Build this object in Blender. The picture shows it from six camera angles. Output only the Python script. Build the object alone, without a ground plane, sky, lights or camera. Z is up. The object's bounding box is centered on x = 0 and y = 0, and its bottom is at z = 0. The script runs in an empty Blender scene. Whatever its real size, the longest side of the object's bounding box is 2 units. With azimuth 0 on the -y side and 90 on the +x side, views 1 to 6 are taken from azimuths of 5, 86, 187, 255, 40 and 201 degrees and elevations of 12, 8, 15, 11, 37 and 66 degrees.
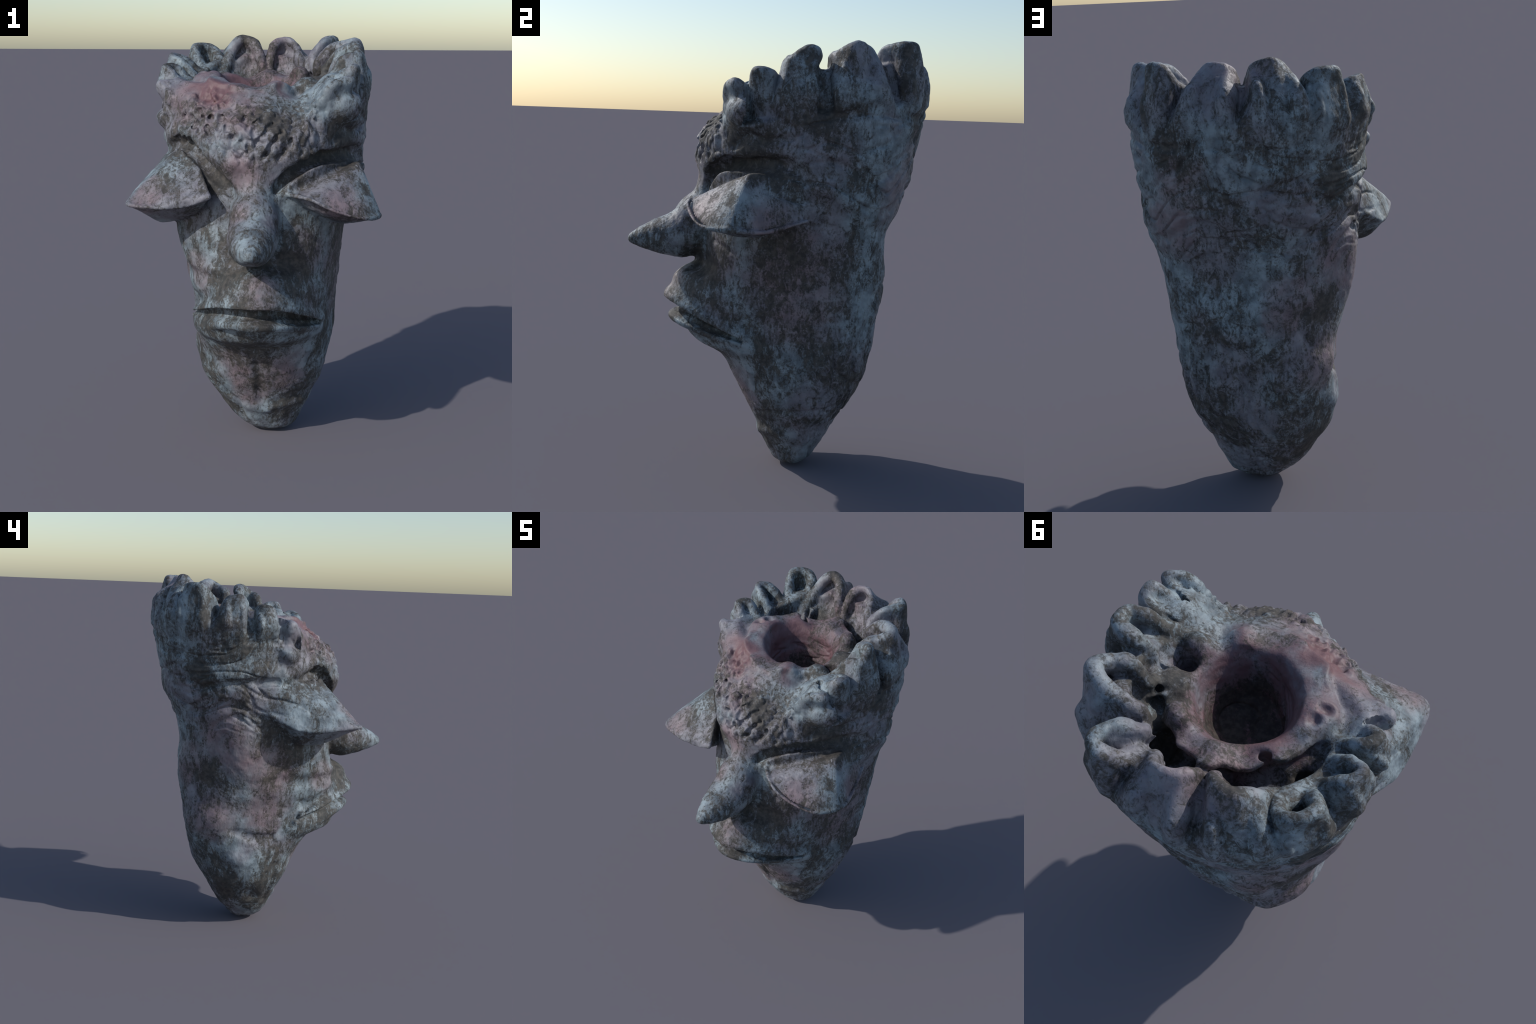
"""A hand-modelled ceramic head planter: a long sullen face with heavy eyelids, a cone
nose and jutting lips, a pleated clay frill for hair and a red collar round the opening.

The clay body is one implicit surface (lofted head + swept and hulled features, blended
smoothly), meshed by surface nets, then cut into named parts that share border vertices."""
import math
import numpy as np
import bpy
from mathutils import Vector
from mathutils.bvhtree import BVHTree

H = 0.005       # mesh cell, metres
f32 = np.float32

# ------------------------------------------------------------------ small maths kit
def pchip(x, y, q):
    x = np.asarray(x, float); y = np.asarray(y, float)
    h = np.diff(x); d = np.diff(y) / h
    m = np.zeros_like(y)
    m[0], m[-1] = d[0], d[-1]
    for i in range(1, len(x) - 1):
        if d[i - 1] * d[i] > 0:
            w1, w2 = 2 * h[i] + h[i - 1], h[i] + 2 * h[i - 1]
            m[i] = (w1 + w2) / (w1 / d[i - 1] + w2 / d[i])
    q = np.clip(q, x[0], x[-1])
    k = np.clip(np.searchsorted(x, q) - 1, 0, len(x) - 2)
    t = (q - x[k]) / h[k]
    return ((1 + 2 * t) * (1 - t) ** 2 * y[k] + t * (1 - t) ** 2 * h[k] * m[k]
            + t * t * (3 - 2 * t) * y[k + 1] + t * t * (t - 1) * h[k] * m[k + 1])


def smin(a, b, k):
    h = np.clip(0.5 + 0.5 * (b - a) / k, 0, 1)
    return b + (a - b) * h - k * h * (1 - h)


def smax(a, b, k):
    return -smin(-a, -b, k)


def sstep(a, b, x):
    t = np.clip((x - a) / (b - a), 0, 1)
    return t * t * (3 - 2 * t)


def hash3(i, j, k, seed):
    n = (i * 73856093) ^ (j * 19349663) ^ (k * 83492791) ^ (seed * 2654435761)
    n = (n ^ (n >> 13)) * 1274126177 & 0x7FFFFFFF
    n = (n ^ (n >> 16)) * 668265263 & 0x7FFFFFFF
    return (n & 0xFFFF) / 32767.5 - 1.0


def noise(P, scale, seed=0):
    """smooth value noise in -1..1; scale may be one number or one per axis"""
    q = P * np.asarray(scale) + seed * 17.31
    i = np.floor(q).astype(np.int64)
    t = q - i
    t = t * t * t * (t * (t * 6 - 15) + 10)
    out = 0
    for a in (0, 1):
        for b in (0, 1):
            for c in (0, 1):
                w = (t[:, 0] if a else 1 - t[:, 0]) * (t[:, 1] if b else 1 - t[:, 1]) * (t[:, 2] if c else 1 - t[:, 2])
                out = out + w * hash3(i[:, 0] + a, i[:, 1] + b, i[:, 2] + c, seed)
    return out


def fbm(P, scale, seed=0, octaves=3):
    s = np.asarray(scale, float); a, out = 1.0, 0
    for o in range(octaves):
        out = out + a * noise(P, s, seed + o); s = s * 2.03; a *= 0.5
    return out / 1.6


def cells(P, seed=0):
    """distance to the nearest of one jittered point per unit cell"""
    i = np.floor(P).astype(np.int64)
    best = np.full(len(P), 9.0)
    for a in (-1, 0, 1):
        for b in (-1, 0, 1):
            for c in (-1, 0, 1):
                k = i + (a, b, c)
                d = 0
                for ax in range(3):
                    d = d + (k[:, ax] + 0.5 + 0.42 * hash3(k[:, 0], k[:, 1], k[:, 2], seed + ax) - P[:, ax]) ** 2
                best = np.minimum(best, d)
    return np.sqrt(best)


def catmull(points, per=8):
    p = np.asarray(points, float)
    p = np.vstack([2 * p[0] - p[1], p, 2 * p[-1] - p[-2]])
    t = np.linspace(0, 1, per, endpoint=False)[:, None]
    out = []
    for i in range(1, len(p) - 2):
        a, b, c, d = p[i - 1:i + 3]
        out.append(0.5 * (2 * b + (c - a) * t + (2 * a - 5 * b + 4 * c - d) * t ** 2 + (3 * b - a - 3 * c + d) * t ** 3))
    out.append(p[-2][None])
    return np.vstack(out)


def cone_seg(P, a, b, ra, rb):
    """distance to a tapered round segment, and the place along it"""
    a = np.asarray(a, float); ab = np.asarray(b, float) - a
    t = np.clip(((P - a) @ ab) / (ab @ ab + 1e-12), 0, 1)
    return np.linalg.norm(P - a - t[:, None] * ab, axis=1) - (ra + (rb - ra) * t)


def tube(P, pts, radii):
    d = np.full(len(P), 9.0)
    for a, b, ra, rb in zip(pts[:-1], pts[1:], radii[:-1], radii[1:]):
        d = np.minimum(d, cone_seg(P, a, b, ra, rb))
    return d


def near(P, lo, hi):
    return np.flatnonzero(np.all((P > lo) & (P < hi), axis=1))


class Hull:
    """rounded convex hull of a few corner points"""
    def __init__(self, pts, k=0.03, grow=0.0):
        p = np.asarray(pts, float); self.p = p; self.k = k; self.grow = grow
        c = p.mean(0); planes = []
        n = len(p)
        for i in range(n):
            for j in range(i + 1, n):
                for l in range(j + 1, n):
                    m = np.cross(p[j] - p[i], p[l] - p[i]); s = np.linalg.norm(m)
                    if s < 1e-9:
                        continue
                    m /= s
                    if m @ (c - p[i]) > 0:
                        m = -m
                    o = m @ p[i]
                    if (p @ m - o).max() < 1e-6 and not any(np.allclose(m, q[0], atol=1e-4) for q in planes):
                        planes.append((m, o))
        self.planes = planes

    def __call__(self, P):
        d = None
        for m, o in self.planes:
            e = P @ m - o
            d = e if d is None else smax(d, e, self.k)
        return d - self.grow


# ------------------------------------------------------------------ the head as a loft
#            z,     x left, x right, y front, y back, y widest, roundness front left, front right, back left, back right, back skew
SECTIONS = np.array([
    (-0.020, 0.050, 0.100, 0.070, 0.140, 0.11, 2.00, 2.00, 2.00, 2.00, 0.00),
    (0.012, -0.030, 0.178, 0.030, 0.197, 0.11, 2.00, 2.00, 2.00, 2.00, 0.00),
    (0.060, -0.100, 0.220, 0.000, 0.235, 0.13, 2.00, 2.00, 2.00, 2.00, 0.00),
    (0.130, -0.165, 0.258, -0.035, 0.288, 0.14, 2.00, 2.00, 2.10, 2.10, 0.14),
    (0.220, -0.225, 0.295, -0.070, 0.345, 0.15, 2.10, 2.10, 2.00, 1.90, 0.14),
    (0.320, -0.285, 0.340, -0.120, 0.412, 0.16, 2.10, 2.10, 2.00, 2.10, 0.14),
    (0.420, -0.297, 0.365, -0.170, 0.455, 0.17, 2.00, 2.00, 2.15, 2.60, 0.14),
    (0.530, -0.300, 0.385, -0.235, 0.482, 0.17, 2.35, 1.95, 2.50, 3.20, 0.14),
    (0.560, -0.302, 0.388, -0.288, 0.485, 0.17, 2.35, 1.90, 2.50, 3.20, 0.14),
    (0.590, -0.305, 0.390, -0.350, 0.492, 0.18, 2.35, 1.95, 2.50, 3.20, 0.14),
    (0.660, -0.310, 0.395, -0.415, 0.497, 0.18, 2.10, 1.78, 2.60, 3.50, 0.14),
    (0.740, -0.320, 0.402, -0.455, 0.512, 0.18, 1.85, 1.78, 2.40, 3.50, 0.14),
    (0.820, -0.345, 0.408, -0.480, 0.530, 0.18, 1.85, 1.78, 2.10, 3.50, 0.14),
    (0.890, -0.366, 0.414, -0.467, 0.541, 0.18, 1.75, 1.66, 1.95, 3.50, 0.14),
    (0.925, -0.377, 0.418, -0.432, 0.544, 0.18, 1.95, 1.78, 1.95, 3.50, 0.14),
    (0.960, -0.388, 0.421, -0.372, 0.545, 0.18, 2.15, 2.00, 1.95, 3.50, 0.14),
    (1.050, -0.410, 0.430, -0.335, 0.530, 0.18, 2.30, 2.15, 1.95, 4.00, 0.14),
    (1.150, -0.425, 0.452, -0.325, 0.540, 0.18, 2.10, 2.10, 1.95, 3.80, 0.14),
    (1.250, -0.432, 0.487, -0.330, 0.572, 0.18, 1.95, 1.95, 2.10, 3.00, 0.05),
    (1.350, -0.445, 0.515, -0.345, 0.620, 0.18, 1.90, 1.90, 2.10, 2.30, 0.05),
    (1.450, -0.458, 0.520, -0.374, 0.640, 0.18, 1.80, 1.85, 2.10, 2.30, 0.05),
    (1.550, -0.465, 0.525, -0.366, 0.655, 0.19, 1.75, 1.90, 2.10, 2.30, 0.05),
    (1.650, -0.478, 0.535, -0.340, 0.675, 0.20, 1.55, 2.00, 2.10, 2.30, 0.05),
    (1.780, -0.495, 0.545, -0.310, 0.692, 0.20, 1.50, 2.10, 2.10, 2.30, 0.05),
    (2.100, -0.475, 0.525, -0.290, 0.692, 0.20, 1.50, 2.10, 2.10, 2.30, 0.05)])
MID_X = 0.04


def head_loft(P):
    z = P[:, 2]
    grid = np.linspace(-0.02, 2.1, 1061)
    cols = [np.interp(z, grid, pchip(SECTIONS[:, 0], SECTIONS[:, c], grid)) for c in range(1, 11)]
    xl, xr, yf, yb, yw, nfl, nfr, nl, nr, skew = cols
    dx, dy = P[:, 0] - MID_X, P[:, 1] - yw
    ax = np.where(dx < 0, MID_X - xl, xr - MID_X)
    by = np.where(dy < 0, yw - yf, np.maximum(yb - yw - skew * np.clip(dx, -0.2, 0.4), 0.03))
    lr = sstep(-0.2, 0.2, dx)
    n = np.where(dy < 0, nfl + (nfr - nfl) * lr, nl + (nr - nl) * lr)
    rho = (np.abs(dx / ax) ** n + np.abs(dy / by) ** n + 1e-9) ** (1 / n)
    r = np.sqrt(dx * dx + dy * dy)
    f = np.where(rho > 0.15, r * (1 - 1 / np.maximum(rho, 0.15)), -0.25) * 0.85
    return smax(f, -(z - 0.0), 0.05)


# ------------------------------------------------------------------ the pleated frill
#   rim line of the frill: x, y, z and how much the point lies in a cleft (0 lobe .. 1 cleft)
RIM = np.array([
    (0.301, -0.212, 1.68, 0.3), (0.372, -0.235, 1.770, 0), (0.435, -0.205, 1.790, 0), (0.352, -0.144, 1.77, 0.6), (0.323, -0.137, 1.74, 1),
    (0.352, -0.126, 1.79, 0.6), (0.446, -0.125, 1.835, 0), (0.461, -0.07, 1.835, 0), (0.406, -0.047, 1.84, 0.5), (0.339, -0.049, 1.8, 1),
    (0.353, -0.002, 1.84, 0.7), (0.421, 0.014, 1.9, 0.3), (0.476, 0.031, 1.895, 0), (0.468, 0.098, 1.935, 0), (0.403, 0.122, 1.93, 0.4),
    (0.353, 0.114, 1.88, 0.8), (0.327, 0.15, 1.84, 1), (0.311, 0.217, 1.87, 0.8), (0.387, 0.211, 1.92, 0.4), (0.469, 0.265, 1.94, 0.0),
    (0.461, 0.303, 1.955, 0), (0.4, 0.343, 1.945, 0.15), (0.357, 0.351, 1.95, 0.4), (0.28, 0.344, 1.9, 0.8), (0.264, 0.36, 1.86, 1),
    (0.253, 0.41, 1.92, 0.7), (0.292, 0.446, 1.96, 0.3), (0.348, 0.493, 1.975, 0), (0.357, 0.538, 1.975, 0), (0.321, 0.562, 1.975, 0.1),
    (0.274, 0.531, 1.95, 0.4), (0.225, 0.45, 1.92, 0.8), (0.210, 0.425, 1.86, 1), (0.182, 0.475, 1.93, 0.6), (0.155, 0.541, 1.965, 0.1),
    (0.095, 0.557, 1.975, 0), (0.047, 0.525, 1.955, 0.2), (0.036, 0.465, 1.91, 0.7), (0.026, 0.425, 1.85, 1), (-0.010, 0.469, 1.92, 0.6),
    (-0.050, 0.536, 1.965, 0.1), (-0.110, 0.564, 1.978, 0), (-0.158, 0.534, 1.955, 0.1), (-0.178, 0.45, 1.9, 0.7), (-0.188, 0.405, 1.84, 1),
    (-0.210, 0.470, 1.90, 0.6), (-0.262, 0.551, 1.93, 0.1), (-0.323, 0.548, 1.94, 0), (-0.358, 0.491, 1.93, 0.1), (-0.31, 0.425, 1.90, 0.6),
    (-0.266, 0.373, 1.83, 1), (-0.322, 0.368, 1.87, 0.6), (-0.415, 0.361, 1.89, 0.1), (-0.447, 0.313, 1.89, 0), (-0.402, 0.287, 1.88, 0.3),
    (-0.343, 0.276, 1.85, 0.7), (-0.302, 0.239, 1.79, 1), (-0.331, 0.2, 1.81, 0.7), (-0.416, 0.207, 1.84, 0.1), (-0.457, 0.167, 1.84, 0),
    (-0.413, 0.133, 1.82, 0.4), (-0.361, 0.116, 1.78, 1), (-0.41, 0.08, 1.76, 0.5), (-0.455, 0.046, 1.76, 0), (-0.425, 0.012, 1.75, 0.1),
    (-0.395, -0.015, 1.71, 0.2)])
FRILL_R = 0.026
RIM[:, 2] -= 0.012 + 0.055 * RIM[:, 3]
RIM[30:52, 2] -= 0.030 * RIM[30:52, 3]
_in = RIM[:, :2] - np.array([0.02, 0.17])
RIM[10:, :2] += (0.026 + 0.022 * ((np.arange(10, len(RIM)) > 29) & (np.arange(10, len(RIM)) < 52)))[:, None] * (RIM[10:, 3] ** 2)[:, None] * (_in / np.linalg.norm(_in, axis=1)[:, None])[10:]
LOBE_ENDS = [4, 9, 16, 24, 32, 38, 44, 50, 56, 61]      # cleft control points between lobes
CLEFT_FOOT = [1.65, 1.65, 1.64, 1.68, 1.72, 1.77, 1.72, 1.72, 1.69, 1.65]    # where each cleft runs out on the outside


def frill_sheet():
    path = catmull(RIM, 7)
    n_t = 22
    t = np.linspace(0, 1, n_t)
    verts = np.zeros((n_t, len(path), 3))
    z0 = 1.50
    cleft_z = np.interp(np.arange(len(path)) / 7.0, LOBE_ENDS, CLEFT_FOOT)
    # outer skin of the head under each rim point, a wall's half-thickness inside
    ang = np.arctan2(path[:, 1] - 0.17, path[:, 0] - MID_X)
    for k, tt in enumerate(t):
        z = z0 + (path[:, 2] - z0) * tt
        r = np.full(len(path), 0.35)
        for _ in range(14):
            Q = np.stack([MID_X + r * np.cos(ang), 0.17 + r * np.sin(ang), np.minimum(z, 1.86)], 1)
            r = r - head_loft(Q) / 0.85 - 0.0
        r = r - FRILL_R + (0.010 + 0.018 * sstep(0.2, -0.1, path[:, 0])) * (1 - np.clip(path[:, 3], 0, 1)) * sstep(1.60, 1.76, z) - 0.004
        base = np.stack([MID_X + r * np.cos(ang), 0.17 + r * np.sin(ang)], 1)
        c = np.clip(path[:, 3], 0, 1)
        p = 3.0 + (0.80 - 3.0) * c ** 0.7
        t0 = np.clip((cleft_z - z0) / (path[:, 2] - z0), 0, 0.8)
        t0 = (t0 + 0.45 * (1 - c) * (1 - t0)) * sstep(0, 0.15, c)
        lift = np.clip((tt - t0) / (1 - t0), 0, 1) ** p
        verts[k, :, :2] = base + (path[:, :2] - base) * lift[:, None]
        verts[k, :, 2] = z
    faces = []
    m = len(path)
    for k in range(n_t - 1):
        for i in range(m - 1):
            a = k * m + i
            faces.append((a, a + 1, a + m + 1, a + m))
    return verts.reshape(-1, 3), faces


_sheet = frill_sheet()
FRILL = BVHTree.FromPolygons([tuple(v) for v in _sheet[0]], _sheet[1])


FILL_A = np.unwrap(np.arctan2(RIM[:, 1] - 0.17, RIM[:, 0] - 0.02))
_c = np.flatnonzero(RIM[:, 3] <= 0.1)
_c = _c[np.argsort(FILL_A[_c])]
CREST = (FILL_A[_c], np.hypot(RIM[_c, 0] - 0.02, RIM[_c, 1] - 0.17), RIM[_c, 2])
_o = np.argsort(FILL_A)
FILL_Z = np.convolve(np.pad(RIM[_o, 2], 2, mode="edge"), np.ones(5) / 5, "valid") - 0.11
FILL_A = FILL_A[_o]


INSIDE_STEP, INSIDE_LO, INSIDE_N = 0.008, np.array([-0.75, -0.55, 1.50]), (190, 180, 66)


def crown_inside():
    """raster of what lies inside the frill, level by level (scanline parity on each level's curve)"""
    n = _sheet[0].reshape(22, -1, 3)
    zr, z0 = n[-1, :, 2], 1.50
    mask = np.zeros(INSIDE_N, bool)
    gx = INSIDE_LO[0] + INSIDE_STEP * np.arange(INSIDE_N[0])
    front = np.array([(-1.2, -0.15), (-1.2, -2.0), (1.2, -2.0), (1.2, 0.02)])
    col = np.arange(n.shape[1])
    for k in range(INSIDE_N[2]):
        z = INSIDE_LO[2] + INSIDE_STEP * k
        t = np.clip((z - z0) / (zr - z0), 0, 1) * 21
        i = np.minimum(t.astype(int), 20); w = (t - i)[:, None]
        curve = np.vstack([n[i, col, :2] * (1 - w) + n[i + 1, col, :2] * w, front])
        a, b = curve, np.roll(curve, -1, 0)
        for j in range(INSIDE_N[1]):
            y = INSIDE_LO[1] + INSIDE_STEP * j + 1e-6
            m = (a[:, 1] > y) != (b[:, 1] > y)
            xs = np.sort(a[m, 0] + (y - a[m, 1]) / (b[m, 1] - a[m, 1]) * (b[m, 0] - a[m, 0]))
            mask[:, j, k] = np.searchsorted(xs, gx) % 2 == 1
    return mask


INSIDE = crown_inside()


def frill_distance(P, reach=0.09):
    """distance to the frill's middle sheet, and the same signed: positive outside the crown"""
    d = np.full(len(P), reach)
    find = FRILL.find_nearest
    todo = np.flatnonzero(P[:, 2] > 1.43)
    for i, p in zip(todo.tolist(), P[todo].tolist()):
        hit = find(p, reach)
        if hit[3] is not None:
            d[i] = hit[3]
    k = np.clip(np.rint((P - INSIDE_LO) / INSIDE_STEP).astype(int), 0, np.array(INSIDE_N) - 1)
    return d, np.where(INSIDE[k[:, 0], k[:, 1], k[:, 2]], -d, d)


# ------------------------------------------------------------------ features
NOSE = [((0.030, -0.290, 1.370), 0.055), ((0.026, -0.306, 1.255), 0.074), ((0.026, -0.355, 1.170), 0.108), ((0.024, -0.395, 1.100), 0.112),
        ((0.026, -0.445, 1.083), 0.108), ((0.030, -0.530, 1.071), 0.086), ((0.034, -0.600, 1.063), 0.060), ((0.037, -0.650, 1.058), 0.038)]


def nose(P):
    d = np.full(len(P), 9.0)
    for (a, ra), (b, rb) in zip(NOSE[:-1], NOSE[1:]):
        d = smin(d, cone_seg(P, a, b, ra, rb), 0.022)
    # flat underside running back to the face
    n = np.array([0, -0.30, -0.954]); o = n @ np.array([0.0, -0.60, 1.003])
    return smax(d, P @ n - o, 0.03)


LID_RIGHT = Hull([(0.140, -0.285, 1.280), (0.285, -0.395, 1.275), (0.400, -0.385, 1.215), (0.360, -0.340, 1.175), (0.530, -0.330, 1.175),
                  (0.610, -0.200, 1.170), (0.565, -0.060, 1.170), (0.505, -0.135, 1.425), (0.290, -0.200, 1.345), (0.500, 0.120, 1.215),
                  (0.465, 0.050, 1.390), (0.350, -0.050, 1.120), (0.440, -0.160, 1.116)], 0.026, 0.002)
LID_LEFT = Hull([(-0.165, -0.380, 1.275), (-0.300, -0.372, 1.222), (-0.460, -0.372, 1.218), (-0.545, -0.345, 1.222), (-0.570, -0.295, 1.230),
                 (-0.345, -0.165, 1.460), (-0.225, -0.265, 1.375), (-0.440, 0.175, 1.290), (-0.450, 0.080, 1.41), (-0.560, -0.160, 1.205),
                 (-0.535, 0.010, 1.205), (-0.500, 0.020, 1.300), (-0.470, -0.050, 1.118), (-0.350, 0.02, 1.10), (-0.435, -0.150, 1.108), (-0.260, -0.230, 1.165)], 0.011, 0.004)

RIM_RIGHT = catmull([(0.150, -0.288, 1.280), (0.285, -0.392, 1.268), (0.400, -0.385, 1.215), (0.525, -0.330, 1.178), (0.592, -0.195, 1.172),
                     (0.562, -0.060, 1.168), (0.500, 0.110, 1.212)], 4)
RIM_LEFT = catmull([(-0.175, -0.376, 1.270), (-0.300, -0.368, 1.222), (-0.455, -0.366, 1.217), (-0.555, -0.320, 1.224), (-0.550, -0.160, 1.206),
                    (-0.525, 0.000, 1.206), (-0.450, 0.140, 1.280)], 4)

# centre lines of the deep channels between brow and lid
CHANNEL_RIGHT = catmull([(0.118, -0.320, 1.300), (0.200, -0.290, 1.388), (0.294, -0.225, 1.440), (0.424, -0.115, 1.455), (0.505, 0.015, 1.440), (0.535, 0.110, 1.36), (0.53, 0.17, 1.28)], 5)
CHANNEL_LEFT = catmull([(-0.062, -0.325, 1.262), (-0.122, -0.300, 1.325), (-0.228, -0.235, 1.432), (-0.316, -0.165, 1.490), (-0.418, -0.060, 1.462), (-0.455, 0.03, 1.435)], 5)

LIP_UP = catmull([(-0.275, -0.085, 0.668), (-0.215, -0.245, 0.715), (-0.115, -0.400, 0.770), (0.025, -0.478, 0.795), (0.150, -0.425, 0.775),
                  (0.255, -0.290, 0.718), (0.330, -0.130, 0.662)], 6)
LIP_LOW = catmull([(-0.265, -0.060, 0.615), (-0.205, -0.230, 0.642), (-0.110, -0.385, 0.688), (0.025, -0.462, 0.700), (0.150, -0.410, 0.690),
                   (0.250, -0.275, 0.650), (0.325, -0.110, 0.620)], 6)
SLOT = catmull([(-0.296, -0.100, 0.655), (-0.228, -0.268, 0.692), (-0.120, -0.424, 0.738), (0.025, -0.500, 0.750), (0.150, -0.440, 0.738),
                (0.252, -0.300, 0.692), (0.318, -0.150, 0.648)], 6)

RING_C = np.array([0.020, 0.138])


def ring_frame(P):
    """distance from the ring's axis, angle, height above the tilted rim plane"""
    dx, dy = P[:, 0] - RING_C[0], P[:, 1] - RING_C[1]
    r = np.sqrt(dx * dx + dy * dy)
    th = np.arctan2(dy, dx)
    top = 1.752 + 0.08 * dy - 0.04 * dx
    return r, th, P[:, 2] - top


def ring_outer(th):
    return 0.262 + 0.020 * np.sin(3 * th + 0.6) + 0.012 * np.sin(7 * th + 2.0) + 0.03 * np.exp(-((np.abs(th) - 3.0) / 0.25) ** 2)


def collar(P):
    r, th, h = ring_frame(P)
    ro = ring_outer(th) + 0.35 * np.clip(h, -0.12, 0.0)
    wave = 0.014 * np.sin(5 * th + 1.0) + 0.010 * np.sin(9 * th)
    rag = 0.022 * noise(np.stack([np.cos(th), np.sin(th), 0 * th], 1), 3.3, 44) + 0.010 * noise(np.stack([np.cos(th), np.sin(th), 0 * th], 1), 8.0, 45)
    body = smax(r - ro, h - 0.012 - wave - 0.15 * (r - 0.22), 0.03)
    lip = smax(np.abs(h - 0.004 - wave - 0.10 * (r - 0.24)) - 0.015, r - 0.275 - rag - 0.03 * sstep(0.0, -0.5, np.sin(th)) + 0.05 * np.exp(-((th + 0.75) / 0.5) ** 2), 0.012)
    return smin(body, lip, 0.02)


def cavity(P):
    r, th, h = ring_frame(P)
    rad = 0.166 + 0.032 * sstep(-0.06, 0.03, h) ** 1.5 + 0.004 * np.sin(4 * th + P[:, 2] * 9)
    rad = rad - 0.26 * np.clip(1.70 - P[:, 2], 0, 1)
    return smax(r - rad, 1.51 - P[:, 2], 0.06)


#            lumps and spurs of the collar
COLLAR_LUMPS = [((-0.235, 0.130, 1.765), (0.085, 0.085, 0.055)), ((0.195, 0.290, 1.785), (0.050, 0.050, 0.055)), ((0.245, -0.005, 1.745), (0.055, 0.045, 0.045))]

#            centre, radii : pits in the floor between collar and frill
PITS = [((0.262, 0.070, 1.72), (0.042, 0.038, 0.08)), ((0.225, 0.375, 1.70), (0.045, 0.070, 0.09)), 
        ((-0.258, 0.330, 1.71), (0.042, 0.042, 0.09)), ((-0.262, 0.115, 1.815), (0.026, 0.016, 0.025)), ((-0.235, 0.165, 1.815), (0.018, 0.022, 0.020)), ((-0.13, 0.33, 1.755), (0.03, 0.02, 0.04))]


#            swellings at the front corners of the crown
CROWN_BULGES = [((-0.425, 0.035, 1.66), (0.05, 0.05, 0.10), 0.03), ((0.400, -0.105, 1.670), (0.115, 0.140, 0.100), 0.04), ((-0.432, 0.050, 1.650), (0.055, 0.060, 0.09), 0.04)]


def top_cut(P):
    """upper limit of the solid head: sloping forehead in front, floor of the crown behind"""
    x, y = P[:, 0], P[:, 1]
    fore = 1.758 + 0.78 * (y + 0.13) - 0.10 * np.clip(x - 0.02, 0, 1) - 0.34 * np.clip(0.02 - x - 0.08, 0, 1) - 0.035 * np.exp(-((x - 0.2) / 0.07) ** 2) + 0.10 * sstep(0.26, 0.36, x)
    floor = 1.690 + 0.055 * sstep(0.08, -0.08, y) * sstep(0.22, 0.10, x) + 0.045 * sstep(-0.12, -0.20, x) * sstep(0.32, 0.20, y) + 0.035 * sstep(0.18, 0.26, x) - 0.05 * sstep(0.30, 0.38, y)
    rr = np.hypot(x - 0.01, y - 0.13)
    back = sstep(0.20, 0.05, x) * sstep(0.30, 0.40, y)
    floor = floor + (0.06 + 0.03 * sstep(0.16, 0.26, x)) * (1 - 0.8 * back) * sstep(0.28, 0.42, rr)
    return smax((P[:, 2] - fore) * 0.78, P[:, 2] - floor, 0.05)


# gouges pressed into the forehead: big pits and slanting strokes (x, z of both ends, radius, depth), then seeded small ones
PIT_MARKS = [(-0.184, 1.611), (-0.088, 1.575), (-0.019, 1.607), (-0.165, 1.517), (0.051, 1.513), (-0.24, 1.704), (-0.202, 1.686), (0.139, 1.639),
             (-0.069, 1.531), (-0.044, 1.493), (0.032, 1.563), (0.007, 1.494), (-0.29, 1.60)]
STROKES = [(0.146, 1.558, 0.077, 1.463), (0.101, 1.589, 0.032, 1.513), (0.19, 1.527, 0.128, 1.445), (0.039, 1.513, -0.012, 1.455),
           (-0.019, 1.462, -0.044, 1.487), (-0.222, 1.605, -0.235, 1.548), (-0.197, 1.573, -0.184, 1.536), (-0.126, 1.612, -0.133, 1.574)]


def forehead_gouges():
    rng = np.random.default_rng(11)
    out = [(x, z, x, z, rng.uniform(0.017, 0.024), rng.uniform(0.016, 0.024)) for x, z in PIT_MARKS]
    out += [(a, b, c, d, rng.uniform(0.011, 0.014), 0.020) for a, b, c, d in STROKES]
    for _ in range(46):
        x, z = rng.uniform(-0.33, 0.20), rng.uniform(1.44, 1.74)
        if z < 1.52 and abs(x) > 0.08:
            continue
        a, ln = rng.uniform(0, math.pi), rng.uniform(0, 0.018)
        out.append((x, z, x + ln * math.cos(a), z + ln * math.sin(a), rng.uniform(0.007, 0.013), rng.uniform(0.006, 0.014)))
    return out


GOUGES = forehead_gouges()


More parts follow.
